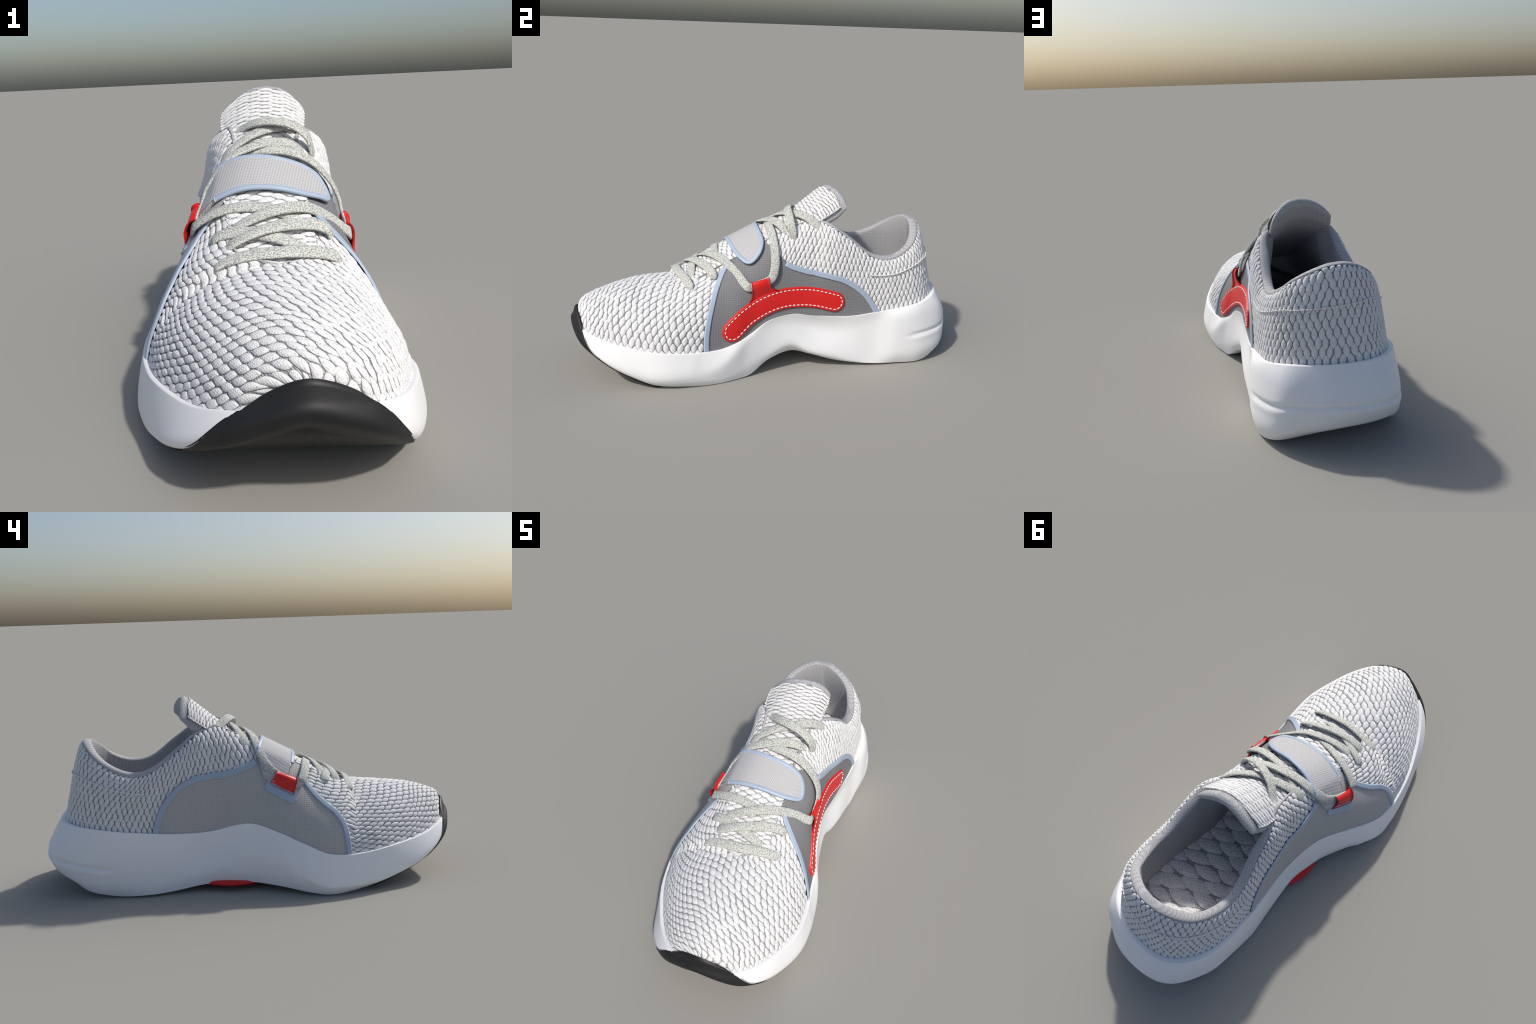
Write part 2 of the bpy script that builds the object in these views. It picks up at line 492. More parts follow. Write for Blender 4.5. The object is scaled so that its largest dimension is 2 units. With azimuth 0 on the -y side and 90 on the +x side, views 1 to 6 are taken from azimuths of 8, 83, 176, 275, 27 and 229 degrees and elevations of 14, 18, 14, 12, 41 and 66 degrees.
def build_sole():
    m, nu = 64, 190
    u = np.linspace(0, NS, nu)
    wr, wl = sole_profile(RIGHT, u, m), sole_profile(LEFT, u, m)
    mid = (wr[:, -1] + wl[:, -1]) / 2
    def fan(w):                                                      # bottom, from the edge to the centre line
        q = np.linspace(0, 1, 9)[1:, None]
        return np.concatenate([w, w[:, -1:] * (1 - q) + mid[:, None] * q], 1)
    fr, fl = fan(wr), fan(wl)
    nj = fr.shape[1]
    ring = np.concatenate([fr, fl[::-1][1:-1]], 0)
    ring[..., 2] = np.maximum(ring[..., 2], 0)
    sole = grid_object("midsole", ring, M_FOAM, wrap_i=True, flip=True)

    # black rubber: a pointed toe bumper that thins out backwards along the bottom edge
    def top_row(p):
        """Where the rubber starts on the wall (0 top edge .. 1 bottom edge) at station p (left negative)."""
        a = np.abs(p)
        r = np.interp(a, [0, 1.7, 2.4, 3.0, 3.4, 4.2, 4.7], [0, 0, .36, .72, .87, .95, 1.0])
        l = np.interp(a, [0, 1.75, 2.3, 2.9, 3.5, 4.2, 4.8], [0, 0, .42, .80, .93, 1.0, 1.0])
        return np.where(p >= 0, r, l)
    p = np.linspace(-4.7, 4.7, 150)
    rows = []
    nw, nb, ne = 26, 10, 6
    for pi in p:
        side = RIGHT if pi >= 0 else LEFT
        w = sole_profile(side, np.array([abs(pi)]), m)[0]
        out = side._bil(np.repeat(side.out[:, None], 2, 1), np.array([abs(pi)]), np.zeros(1))[0]
        ext = .045 * max(0.0, 1 - (pi / 1.75) ** 2) ** 1.1
        w0 = float(top_row(np.array(pi)))
        j = 2 + (m - 2) * (w0 + (1 - w0) * np.linspace(0, 1, nw))
        wall = np.stack([np.interp(j, np.arange(m + 1), w[:, k]) for k in range(3)], 1)
        e = np.linspace(1, 0, ne, endpoint=False)[:, None]
        lip = wall[:1] + e * ext * np.array([0, 0, 1.0]) - e * ext * .28 * out
        i = abs(pi)
        c = np.array([np.interp(i, u, mid[:, k]) for k in range(3)])
        q = np.linspace(0, 1, nb + 1)[1:, None]
        base = wall[-1:] * (1 - q) + c * q
        rows.append(np.concatenate([lip, wall, base]))
    R = np.array(rows)
    for _ in range(10):
        R[1:-1, 1:-1] += .25 * (R[1:-1, 2:] + R[1:-1, :-2] - 2 * R[1:-1, 1:-1]) * .8 + .12 * (R[2:, 1:-1] + R[:-2, 1:-1] - 2 * R[1:-1, 1:-1])
    du, dv = np.gradient(R, axis=0), np.gradient(R, axis=1)
    n = unit(np.cross(du, dv))
    if n[75, ne + 5, 1] > 0:
        n = -n
    lift = np.full(R.shape[:2], .0045)
    lift[:, 0] = -.004
    lift[[0, -1]] = -.004
    O = R + n * lift[..., None]
    O[..., 2] = np.maximum(O[..., 2], .0005)
    grid_object("outsole", O, M_RUBBER)
    # round red pod under the waist
    th = np.linspace(0, 2 * math.pi, 48, endpoint=False)
    prof = [(0, .004), (.6, .002), (.90, .004), (.98, .010), (1.0, .020), (.985, .030), (.93, .036), (0, .037)]
    V = np.array([[(-.190 + r * .138 * math.cos(a), .087 + r * .185 * math.sin(a), .019 + z * .75) for r, z in prof] for a in th])
    grid_object("sole_pod", V, M_RED, wrap_i=True)
    return sole


build_sole()

# ----------------------------------------------------------------------------
# 5. UPPER: ground shell, panels, stitches
# ----------------------------------------------------------------------------
def shell_grid(nu=211, nv=45, lift=-.0062):
    u, v = np.linspace(0, NS, nu), np.linspace(0, 1, nv)
    U, V = np.meshgrid(u, v, indexing="ij")
    return np.concatenate([RIGHT.at(U, V, lift), LEFT.at(U, V, lift)[::-1][1:]], 0)


UPPER = grid_object("knit_upper", shell_grid(), M_GAP)

# borders of the mesh side panels in (u, v)
FRONT_R = [(7.0, 0), (7.0, .22), (7.15, .52), (7.4, .75), (7.9, .93), (8.6, 1.0)]
REAR_R = [(16.15, 0), (16.05, .07), (15.68, .29), (15.25, .40), (14.65, .455), (13.75, .46), (12.7, .475), (11.8, .55),
          (11.15, .72), (10.75, .88), (10.4, 1.0)]
FRONT_L = [(5.45, 0), (5.55, .16), (5.85, .32), (6.55, .48), (7.12, .56), (7.6, .64), (8.2, .745), (8.9, .90), (9.6, 1.0)]
REAR_L = [(15.75, 0), (15.65, .14), (15.5, .31), (15.15, .47), (14.7, .55), (14.0, .57), (13.35, .545), (12.35, .545),
          (11.5, .64), (11.05, .75), (10.9, .88), (10.85, 1.0)]


def panel_polygon(front, rear):
    f, r = smooth_line(front, 40), smooth_line(rear, 60)
    return np.vstack([f, r[::-1]])


POLY = {1: panel_polygon(FRONT_R, REAR_R), -1: panel_polygon(FRONT_L, REAR_L)}


def in_polygon(poly, x, y):
    inside = np.zeros(np.shape(x), bool)
    x0, y0 = poly[:, 0], poly[:, 1]
    x1, y1 = np.roll(x0, -1), np.roll(y0, -1)
    for a, b, c, d in zip(x0, y0, x1, y1):
        if b == d:
            continue
        hit = ((b > y) != (d > y)) & (x < (c - a) * (y - b) / (d - b) + a)
        inside ^= hit
    return inside


def build_panel(side, front, rear, mat):
    f, r = smooth_line(front, 60), smooth_line(rear, 90)
    topf = np.vstack([f, np.stack([np.linspace(f[-1, 0], r[-1, 0], 12)[1:-1], np.ones(10)], 1), r[::-1]])
    n = len(topf)
    bot = np.stack([np.linspace(f[0, 0], r[0, 0], n), np.zeros(n)], 1)
    q = np.linspace(0, 1, 28)[None, :, None]
    uv = bot[:, None] * (1 - q) + topf[:, None] * q
    P = side.at(uv[..., 0], uv[..., 1], .0022)
    o = grid_object("side_panel", P, mat, flip=side.sign > 0)
    return o


PANEL_R = build_panel(RIGHT, FRONT_R, REAR_R, M_PANEL_R)
PANEL_L = build_panel(LEFT, FRONT_L, REAR_L, M_PANEL_L)


def build_tape(side, line, width, parent, inward, name="edge_tape", n=70, start=0.0, stop=1.0):
    """Pale tape lying along a panel border, on its inner side."""
    uv = smooth_line(line, 200)
    uv = uv[int(start * 199): int(stop * 199) + 1]
    P = resample(side.at(uv[:, 0], uv[:, 1]), n)
    uv = np.stack([np.interp(np.linspace(0, 1, n), np.linspace(0, 1, len(uv)), uv[:, k]) for k in (0, 1)], 1)
    P = side.at(uv[:, 0], uv[:, 1])
    N = side.normal(uv[:, 0], uv[:, 1])
    t = unit(np.gradient(P, axis=0))
    s = unit(np.cross(N, t)) * inward
    w = np.linspace(-.15, 1, 6)[None, :, None] * width
    Q = P[:, None] + s[:, None] * w
    uvq = [None] * 6
    base = Q + N[:, None] * .003
    # keep the tape on the curved wall
    for k in range(6):
        f = side.find(base[:, k, 1:])
        ok = f[:, 1] < .93
        base[ok, k] = side.at(f[ok, 0], f[ok, 1], .003)
    return slab(name, base, np.repeat(N[:, None], 6, 1), .0055, M_TRIM, parent)


build_tape(RIGHT, FRONT_R, .022, PANEL_R, -1, stop=.93)
build_tape(RIGHT, REAR_R, .024, PANEL_R, 1, stop=.80)
build_tape(LEFT, FRONT_L, .022, PANEL_L, 1, stop=.78)
build_tape(LEFT, REAR_L, .026, PANEL_L, -1, stop=.93)


# --- stitches ---------------------------------------------------------------
LENS_I, LENS_J = 11, 9
LP = np.sin(np.linspace(-1, 1, LENS_I) * math.pi / 2)
LQ = np.sin(np.linspace(-1, 1, LENS_J) * math.pi / 2)


def lens(la, lb):
    """Outline and relief of one plump, pointed stitch in lattice units (along, across, height 0..1)."""
    p, q = np.meshgrid(LP, LQ, indexing="ij")
    half = np.clip(1 - np.abs(p) ** 1.9, 0, 1) ** .92
    h = np.clip(1 - np.abs(q) ** 2.4, 0, 1) ** .70 * np.clip(1 - np.abs(p) ** 2.4, 0, 1) ** .60
    return p * la, q * lb * half, h


def stitch_cloud(place, cols, rows, la=.70, lb=.47, height=.0085, sink=.0035, axis=None, jitter=.035):
    """One stitch per lattice cell; place(col, row) -> position, normal, inside."""
    C, R = np.meshgrid(cols, rows, indexing="ij")
    C = C + .5 * (np.abs(R.astype(int)) % 2)
    C, R = C.ravel().astype(float), R.ravel().astype(float)
    n = len(C)
    C += RNG.normal(0, jitter * .5, n)
    R += RNG.normal(0, jitter * .5, n)
    al, ac, h = lens(1, 1)
    sa = la * (1 + RNG.normal(0, jitter, n))[:, None, None]
    sb = lb * (1 + RNG.normal(0, jitter, n))[:, None, None]
    tilt = RNG.normal(0, .07, n)[:, None, None]
    rr = R[:, None, None] + al * sa
    cc = C[:, None, None] + ac * sb + tilt * al * sa
    pos, nrm, inside = place(cc, rr)
    _, _, mid = place(C, R)
    keep = mid | (inside.mean((1, 2)) > .22)
    hh = (height * (1 + RNG.normal(0, .10, n)))[:, None, None] * h - sink
    V = pos + nrm * hh[..., None]
    V = V[keep]
    d = V[:, -1].mean(1) - V[:, 0].mean(1)
    size = np.linalg.norm(V[:, LENS_I // 2, 0] - V[:, LENS_I // 2, -1], axis=1) * np.linalg.norm(d, axis=1)
    good = size > 1.2e-4
    return V[good], size[good]


LENS_FACES = grid_faces(LENS_I, LENS_J)
LENS_FLIP = grid_faces(LENS_I, LENS_J, flip=True)
LENS_MAT = [int(j in (0, LENS_J - 2) or i in (0, LENS_I - 2)) for i in range(LENS_I - 1) for j in range(LENS_J - 1)]


def oriented(V, towards):
    """True where the stitch grid must be flipped to face outwards."""
    a = V[:, LENS_I // 2 + 2, LENS_J // 2] - V[:, LENS_I // 2 - 2, LENS_J // 2]
    b = V[:, LENS_I // 2, LENS_J // 2 + 2] - V[:, LENS_I // 2, LENS_J // 2 - 2]
    return (np.cross(a, b) * towards).sum(1) < 0


def outward_hint(V):
    c = V.mean((1, 2))
    axis = np.array([-.05, 0, .25]) + np.clip(c[:, 1:2], -.8, .7) * np.array([-.13, 1, .0])
    return c - axis


def add_stitches(V, parent, mat, singles=0, size=None, hint=None, name="stitch", edge=None):
    edge = edge or M_EDGE_SHADE
    flip = oriented(V, outward_hint(V) if hint is None else hint)
    order = np.argsort(-size) if singles else np.arange(len(V))
    for k in order[:singles]:
        me = make_mesh(name, V[k], LENS_FLIP if flip[k] else LENS_FACES, [mat, edge], LENS_MAT)
        add(name, me, parent)
    rest = order[singles:]
    if len(rest):
        m = LENS_I * LENS_J
        F = []
        for i, k in enumerate(rest):
            F += [[x + i * m for x in q] for q in (LENS_FLIP if flip[k] else LENS_FACES)]
        add("stitch_field", make_mesh("stitch_field", V[rest], F, [mat, edge], LENS_MAT * len(rest)), parent, "stuff")


def vamp_place(width=.0335, pitch=.0435):
    """Fan layout of the toe: rows swing a quarter turn from the outer to the inner side."""
    fmax = math.radians(45)
    rho_y = [-.99, -.90, -.79, -.64, -.35, .40]
    rho_r = [.14, .30, .46, .62, .91, 1.66]

    def place(c, r):
        shape = np.shape(c)
        a = c * width * .7071 + r * pitch * .7071
        b = .35 + c * width * .7071 - r * pitch * .7071
        rho, phi = np.hypot(a, b), np.arctan2(a, b)
        t = phi / fmax
        w = np.clip(-t * 1.2, 0, 1)
        y = np.interp(rho / (1 + .34 * w * w * (3 - 2 * w)), rho_r, rho_y)
        pos, nrm, inside = np.zeros(shape + (3,)), np.zeros(shape + (3,)), np.zeros(shape, bool)
        for s in (RIGHT, LEFT):
            m = t * s.sign >= 0
            if not m.any():
                continue
            yy, tt = y[m], np.abs(t[m])
            u = np.interp(yy, s.P[:, -1, 1], s.u)
            tg = .20 * np.clip((u - 5.0) / 1.2, 0, 1) ** .7
            v = 1 - (tt - tg) / (1 - tg)
            e = np.clip(v, 0, 1)
            u = e * u + (1 - e) * np.interp(yy, s.P[:, 0, 1], s.u)
            lim = np.interp(np.clip(v, 0, 1), *smooth_line(FRONT_R if s.sign > 0 else FRONT_L, 60).T[::-1])
            ok = (v > 0) & (v < 1.0) & (yy > -.965) & (u < lim)
            v = np.where(u < 5, np.clip(v, 0, 1), np.clip(v, 0, .995))
            u = np.minimum(u, lim + .05)
            pos[m], nrm[m], inside[m] = s.at(u, v), s.normal(u, v), ok
        return pos, nrm, inside
    return place


V, size = stitch_cloud(vamp_place(), np.arange(-14, 40), np.arange(-30, 32), la=.74, lb=.455, height=.0056, sink=.0056)
add_stitches(V, UPPER, M_KNIT, 280, size)
N_VAMP = len(V)


def quarter_place():
    """Columns run up the sides and round the heel as one strip, leaning back at the front."""
    mids, cols = [], []
    for s in (RIGHT, LEFT):
        P = s.at(s.u, np.full(len(s.u), .45))
        ds = np.concatenate([[0], np.linalg.norm(np.diff(P, axis=0), axis=1)])
        w = np.interp(s.u, [0, 13, 16.5, 19, 21], [.0265, .0265, .0250, .0285, .0320])
        cols.append(np.cumsum(ds / w))
    cr = cols[0]
    cl = cr[-1] + (cols[1][-1] - cols[1])
    mid = cr[-1]

    def place(c, r):
        shape = np.shape(c)
        c, r = np.ravel(c), np.ravel(r)
        cc = c.copy()
        for _ in range(3):
            cc = c + .34 * np.clip((mid - cc) / mid, -1, 1) * (r - 4)
        pos, nrm, inside = np.zeros((len(c), 3)), np.zeros((len(c), 3)), np.zeros(len(c), bool)
        for s in (RIGHT, LEFT):
            m = cc <= mid if s.sign > 0 else cc > mid
            if not m.any():
                continue
            u = np.interp(cc[m], cr, s.u) if s.sign > 0 else np.interp(-cc[m], -cl, s.u)
            H = .62 * np.interp(u, s.u, s.length) + .38 * .30
            v = (r[m] + .3) * np.interp(u, [17, 21], [.0310, .0345]) / H
            poly = POLY[s.sign]
            front = (u > 9.5)
            ok = (v > 0) & (v < 1.0) & front & ~in_polygon(poly, u, v)
            v = np.clip(v, 0, .995)
            pos[m], nrm[m], inside[m] = s.at(u, v), s.normal(u, v), ok
        return pos.reshape(shape + (3,)), nrm.reshape(shape + (3,)), inside.reshape(shape)
    place.count = int(cl.max())
    return place


qp = quarter_place()
V, size = stitch_cloud(qp, np.arange(0, qp.count + 1), np.arange(-1, 18), la=.76, lb=.455, height=.0056, sink=.0056)
add_stitches(V, UPPER, M_KNIT, 0, size)
N_QUARTER = len(V)

# seam cord round the heel
SEAM_R = [(15.75, .64), (16.45, .69), (17.2, .70), (18.0, .70), (18.65, .68), (19.3, .63), (20.2, .59), (21, .575)]
SEAM_L = [(20.2, .605), (19.6, .655), (18.75, .70), (17.8, .71), (16.85, .68), (16.25, .64)]
uv = np.array([(u, v, 1) for u, v in SEAM_R] + [(u, v, -1) for u, v in SEAM_L])
pts = np.array([(RIGHT if s > 0 else LEFT).at(u, v, .0025) for u, v, s in uv])
pts = smooth_line(pts, 160)
V, F = tube(pts, .0018, 8)
SEAM = add("heel_seam", make_mesh("heel_seam", V, F, M_KNIT), UPPER)
dash = resample(pts, 130)
hint = unit(np.stack([dash[:, 0] + .12, dash[:, 1] - .5, 0 * dash[:, 0]], 1))
allV, allF = [], []
for k in range(1, 128, 2):
    V, F = tube(np.linspace(dash[k] + hint[k] * .002, dash[k + 1] + hint[k + 1] * .002, 5), .0028, 6)
    allF += [[x + sum(map(len, allV)) for x in f] for f in F]
    allV.append(V)
add("seam_thread", make_mesh("seam_thread", np.vstack(allV), allF, M_THREAD), UPPER, "stuff")

# ----------------------------------------------------------------------------
# 6. LINING, INSOLE
# ----------------------------------------------------------------------------
def build_lining():
    """Padded collar: a soft roll over the top edge, then a wall down to the footbed."""
    u = np.linspace(5.0, NS, 150)
    rows = {}
    z = np.array([0, 0, 1.0])
    for s in (RIGHT, LEFT):
        th = np.interp(u, [5, 12.4, 13.6, 15, 20, 21], [.007, .009, .026, .042, .042, .038] if s.sign > 0 else [.007, .009, .024, .040, .042, .038])[:, None]
        rise = np.interp(u, [5, 12, 14, 16, 18, 20, 21],
                         [.001, .002, .012, .018, .017, .010, .007] if s.sign > 0 else [.001, .002, .013, .020, .022, .012, .007])[:, None]
        T, n = s.at(u, np.ones_like(u)), s.normal(u, np.full_like(u, .6))
        F, nf = s.at(u, np.zeros_like(u)), s.normal(u, np.full_like(u, .05))
        inn = unit(-n * np.array([1, 1, 0]))
        inf = unit(-nf * np.array([1, 1, 0]))
        g = []
        for a in np.linspace(0, math.pi, 13):
            g.append(T - z * .002 + inn * th * (1 - math.cos(a)) / 2 + z * rise * math.sin(a) ** .8)
        E = g[-1]
        B = F + inf * np.interp(u, [5, 11, 14, 19, 21], [.03, .05, .110, .098, .080] if s.sign > 0 else [.03, .04, .074, .082, .080])[:, None]
        h = np.linalg.norm(E - B, axis=1, keepdims=True)
        for q in np.linspace(0, 1, 26)[1:]:
            g.append((1 - q) ** 3 * E + 3 * (1 - q) ** 2 * q * (E - z * h * .33) + 3 * (1 - q) * q ** 2 * (B + z * h * .33 + inf * .004) + q ** 3 * B)
        rows[s.sign] = np.stack(g, 1)
    P = np.concatenate([rows[1], rows[-1][::-1][1:]], 0)
    grid_object("lining", P, M_LINING)


build_lining()


def insole_grid(u, q, z=0.0):
    """Footbed: u along the shoe, q from the right (0) to the left (1)."""
    R = RIGHT.at(u, np.full_like(u, .03)) - RIGHT.normal(u, np.full_like(u, .03)) * .070
    L = LEFT.at(u, np.full_like(u, .03)) - LEFT.normal(u, np.full_like(u, .03)) * .070
    P = R * (1 - q)[..., None] + L * q[..., None]
    P[..., 2] = P[..., 2] - .05 * np.sin(np.pi * q) * .5 + z
    return P


U, Q = np.meshgrid(np.linspace(3, NS, 70), np.linspace(0, 1, 22), indexing="ij")
INSOLE = grid_object("insole", insole_grid(U, Q), M_INGAP)


def insole_place(c, r):
    shape = np.shape(c)
    u = np.ravel(np.clip(20.6 - (np.asarray(c) + .25 * np.asarray(r)) * .74, 8, 20.9))
    q = np.ravel(np.clip(np.asarray(r) * .235 + .02, 0, 1))
    P = insole_grid(u, q, .001)
    ok = (np.ravel(r) * .235 + .02 > 0) & (np.ravel(r) * .235 + .02 < 1) & (u > 8.1) & (u < 20.8)
    N = np.tile((0, 0, 1.0), (len(u), 1))
    return P.reshape(shape + (3,)), N.reshape(shape + (3,)), ok.reshape(shape)


V, size = stitch_cloud(insole_place, np.arange(-2, 20), np.arange(0, 6), la=.84, lb=.475, height=.011, sink=.002)
add_stitches(V, INSOLE, M_INSOLE, 0, size, hint=np.tile((0, 0, 1.0), (len(V), 1)), edge=M_CRACK)

# ----------------------------------------------------------------------------
# 7. TONGUE
# ----------------------------------------------------------------------------
SPINE = [(.060, -.500, .444), (.045, -.430, .472), (.020, -.340, .524), (-.005, -.220, .590), (-.028, -.080, .656),
         (-.038, .050, .724), (-.042, .150, .788), (-.047, .222, .846), (-.051, .288, .899)]
HALF = [.085, .115, .125, .130, .134, .140, .148, .155, .157]
SAG = [.004, .010, .014, .020, .030, .046, .064, .076, .080]
ACROSS = unit(np.array([.955, .280, .0]))
TN = len(SPINE) - 1


def tongue_at(s, x, lift=0.0):
    """Front face of the tongue: s 0..1 from throat to tip, x -1..1 across."""
    s, x = np.broadcast_arrays(np.asarray(s, float), np.asarray(x, float))
    tip = np.clip((s - .72) / .28, 0, 1)
    se = s - .052 * tip * np.abs(x) ** 4
    C = spline(SPINE, se * TN)
    t = unit(spline(SPINE, np.clip(se + .01, 0, 1) * TN) - spline(SPINE, np.clip(se - .01, 0, 1) * TN))
    n = unit(np.cross(np.broadcast_to(ACROSS, t.shape), t))
    half = spline(np.array(HALF)[:, None], se * TN)[..., 0]
    half = half * (1 - .05 * np.clip((s - .88) / .12, 0, 1) ** 2)
    sag = spline(np.array(SAG)[:, None], se * TN)[..., 0]
    P = C + ACROSS * (x * half)[..., None] - n * (sag * x ** 2)[..., None]
    nn = unit(n + ACROSS * (2 * sag * x / half)[..., None])
    return P + nn * np.asarray(lift, float)[..., None], nn


def build_tongue():
    ns, nt = 60, 56
    s = np.linspace(0, 1, ns)
    th = np.linspace(0, 2 * math.pi, nt, endpoint=False)
    c, d = np.cos(th), np.sin(th)
    x = np.sign(c) * np.abs(c) ** .6
    z = np.sign(d) * np.abs(d) ** .75
    S, X = np.meshgrid(s, x, indexing="ij")
    thick = np.interp(s, [0, .5, .75, .90, 1], [.010, .022, .054, .062, .046])[:, None] * (1 - .05 * x[None] ** 2)
    P, n = tongue_at(S, X)
    n = unit(.3 * n + .7 * tongue_at(S, 0 * X)[1])            # the edge rolls straight back
    V = P + n * ((z[None] - 1) * thick / 2 - .002)[..., None]
    # rounded tip: the thickness closes like a half circle
    upd = unit(np.array(SPINE[-1]) - np.array(SPINE[-2]))
    caps = []
    for a in np.radians([18, 36, 54, 70, 82, 90]):
        caps.append(P[-1] + upd * (thick[-1] * .5 * math.sin(a))[:, None] + n[-1] * ((z * math.cos(a) - 1) * thick[-1] / 2 - .002)[:, None])
    V = np.concatenate([V, np.array(caps)], 0)
    fm = np.array([[0 if (d[j] > .5 and d[(j + 1) % nt] > .5 and i < ns - 1) else 1 for j in range(nt)] for i in range(len(V) - 1)])
    return grid_object("tongue", V, [M_GAP, M_LINING], wrap_j=True, flip=True, face_mat=fm.ravel())


TONGUE = build_tongue()


def tongue_place(c, r):
    """Long axis of the stitches across the tongue: row -> across, column -> along."""
    x, s = r * .275, c * .0270 + .01
    ok = (np.abs(x) < 1.0) & (s > 0) & (s < .995)
    x, s = np.clip(x, -.97, .97), np.clip(s, 0, .985)
    P, n = tongue_at(s, x)
    return P, n, ok


V, size = stitch_cloud(tongue_place, np.arange(0, 42), np.arange(-4, 5), la=.74, lb=.46, height=.0064, sink=.0022)
add_stitches(V, TONGUE, M_KNIT, 0, size, hint=np.tile((0, -.6, .8), (len(V), 1)))

# ----------------------------------------------------------------------------
# 8. STRAP over the instep
# ----------------------------------------------------------------------------
# cross-over strap: every thread line runs up the left wall, over the tongue and down the right wall
STRAP_V = [.56, .68, .80, .91]


def strap_line(q):
    """Centre points of the thread line at q (-1 front edge .. 1 back edge)."""
    ul, ur = 10.28 + .68 * q, 9.72 + .74 * q
    left = [LEFT.at(10.28 + (ul - 10.28) * w, v, .006) for v, w in zip(STRAP_V, (.62, .82, .96, 1))]
    right = [RIGHT.at(ur, v, .010) for v in (.95, .86, 0.83)]
    crest = []
    for f in (.28, .62):
        c = left[-1] * (1 - f) + right[0] * f
        crest.append(c + np.array([0, -.4, .9]) * .034)
    return resample(spline(left + crest + right, np.linspace(0, len(left) + 4, 120)), 60)


STRAP_GRID = np.array([strap_line(q) for q in np.linspace(-1, 1, 33)])          # (q, s, 3)


def strap_point(s, q, lift=0.0):
    a, b = (np.asarray(q, float) + 1) * 16, np.asarray(s, float) * 59
    i, j = np.clip(a.astype(int), 0, 31), np.clip(b.astype(int), 0, 58)
    f, g = (a - i)[..., None], (b - j)[..., None]
    G = STRAP_GRID
    P = (1 - f) * ((1 - g) * G[i, j] + g * G[i, j + 1]) + f * ((1 - g) * G[i + 1, j] + g * G[i + 1, j + 1])
    n = unit(np.cross(np.gradient(G, axis=1), np.gradient(G, axis=0)))
    N = unit((1 - f) * ((1 - g) * n[i, j] + g * n[i, j + 1]) + f * ((1 - g) * n[i + 1, j] + g * n[i + 1, j + 1]))
    return P + N * np.asarray(lift, float)[..., None], N


def build_strap():
    # rounded end: the last part of the strap closes like half an ellipse
    s_end = np.linspace(0, 1, 50)
    end0 = .74
    half = np.where(s_end < end0, 1, np.sqrt(np.clip(1 - ((s_end - end0) / (1 - end0)) ** 2.8, 0, 1)))
    half[-1] = .02
    q = np.linspace(-1, 1, 26)
    S, Q = np.meshgrid(s_end, q, indexing="ij")
    P, N = strap_point(S, Q * half[:, None])
    strap = slab("instep_strap", P, N, .010, M_STRAP)
    # pale piping along both edges and round the end
    se = np.concatenate([np.linspace(.26, end0, 40), end0 + (1 - end0) * np.sin(np.linspace(0, math.pi / 2, 40))[1:]])
    hf = np.interp(se, s_end, half)
    fine = np.clip((se - end0) / (1 - end0), 0, 1)
    hf = np.where(se < end0, 1, np.sqrt(np.clip(1 - fine ** 2.8, 0, 1)))
    sb = np.concatenate([se, se[::-1][1:]])
    qb = np.concatenate([-hf, hf[::-1][1:]])
    B, n = strap_point(sb, qb, .006)
    B = smooth_line(B[::3] if len(B[::3]) > 8 else B, 140, 6)
    cen = strap_point(np.full(140, .70), np.zeros(140))[0]
    _, n = strap_point(np.interp(np.linspace(0, 1, 140), np.linspace(0, 1, len(sb)), sb),
                       np.interp(np.linspace(0, 1, 140), np.linspace(0, 1, len(qb)), qb))
    V, F = tube(B, .01, 12, squash=(.0105, .0065), normals=n)
    add("strap_piping", make_mesh("strap_piping", V, F, M_TRIM), strap)
    return strap


STRAP = build_strap()

# ----------------------------------------------------------------------------
# 9. RED PATCH, LOOPS
# ----------------------------------------------------------------------------
PATCH = [(-.207, .250), (-.165, .287), (-.122, .318), (-.037, .360), (.049, .382), (.137, .385), (.223, .377), (.317, .355)]
PATCH_HALF = .051


def capsule(half, inset=0.0, n=260):
    """Outline (y, z) of the curved patch with round ends."""
    c = smooth_line(PATCH, 120)
    t = unit(np.gradient(c, axis=0))
    nrm = np.stack([-t[:, 1], t[:, 0]], 1)
    r = half - inset
    a0 = math.atan2(nrm[-1, 1], nrm[-1, 0])
    e1 = [c[-1] + r * np.array([math.cos(a0 - a), math.sin(a0 - a)]) for a in np.linspace(0, math.pi, 24)]
    a1 = math.atan2(-nrm[0, 1], -nrm[0, 0])
    e0 = [c[0] + r * np.array([math.cos(a1 - a), math.sin(a1 - a)]) for a in np.linspace(0, math.pi, 24)]
    return resample(np.vstack([c + nrm * r, e1, (c - nrm * r)[::-1], e0]), n, True)


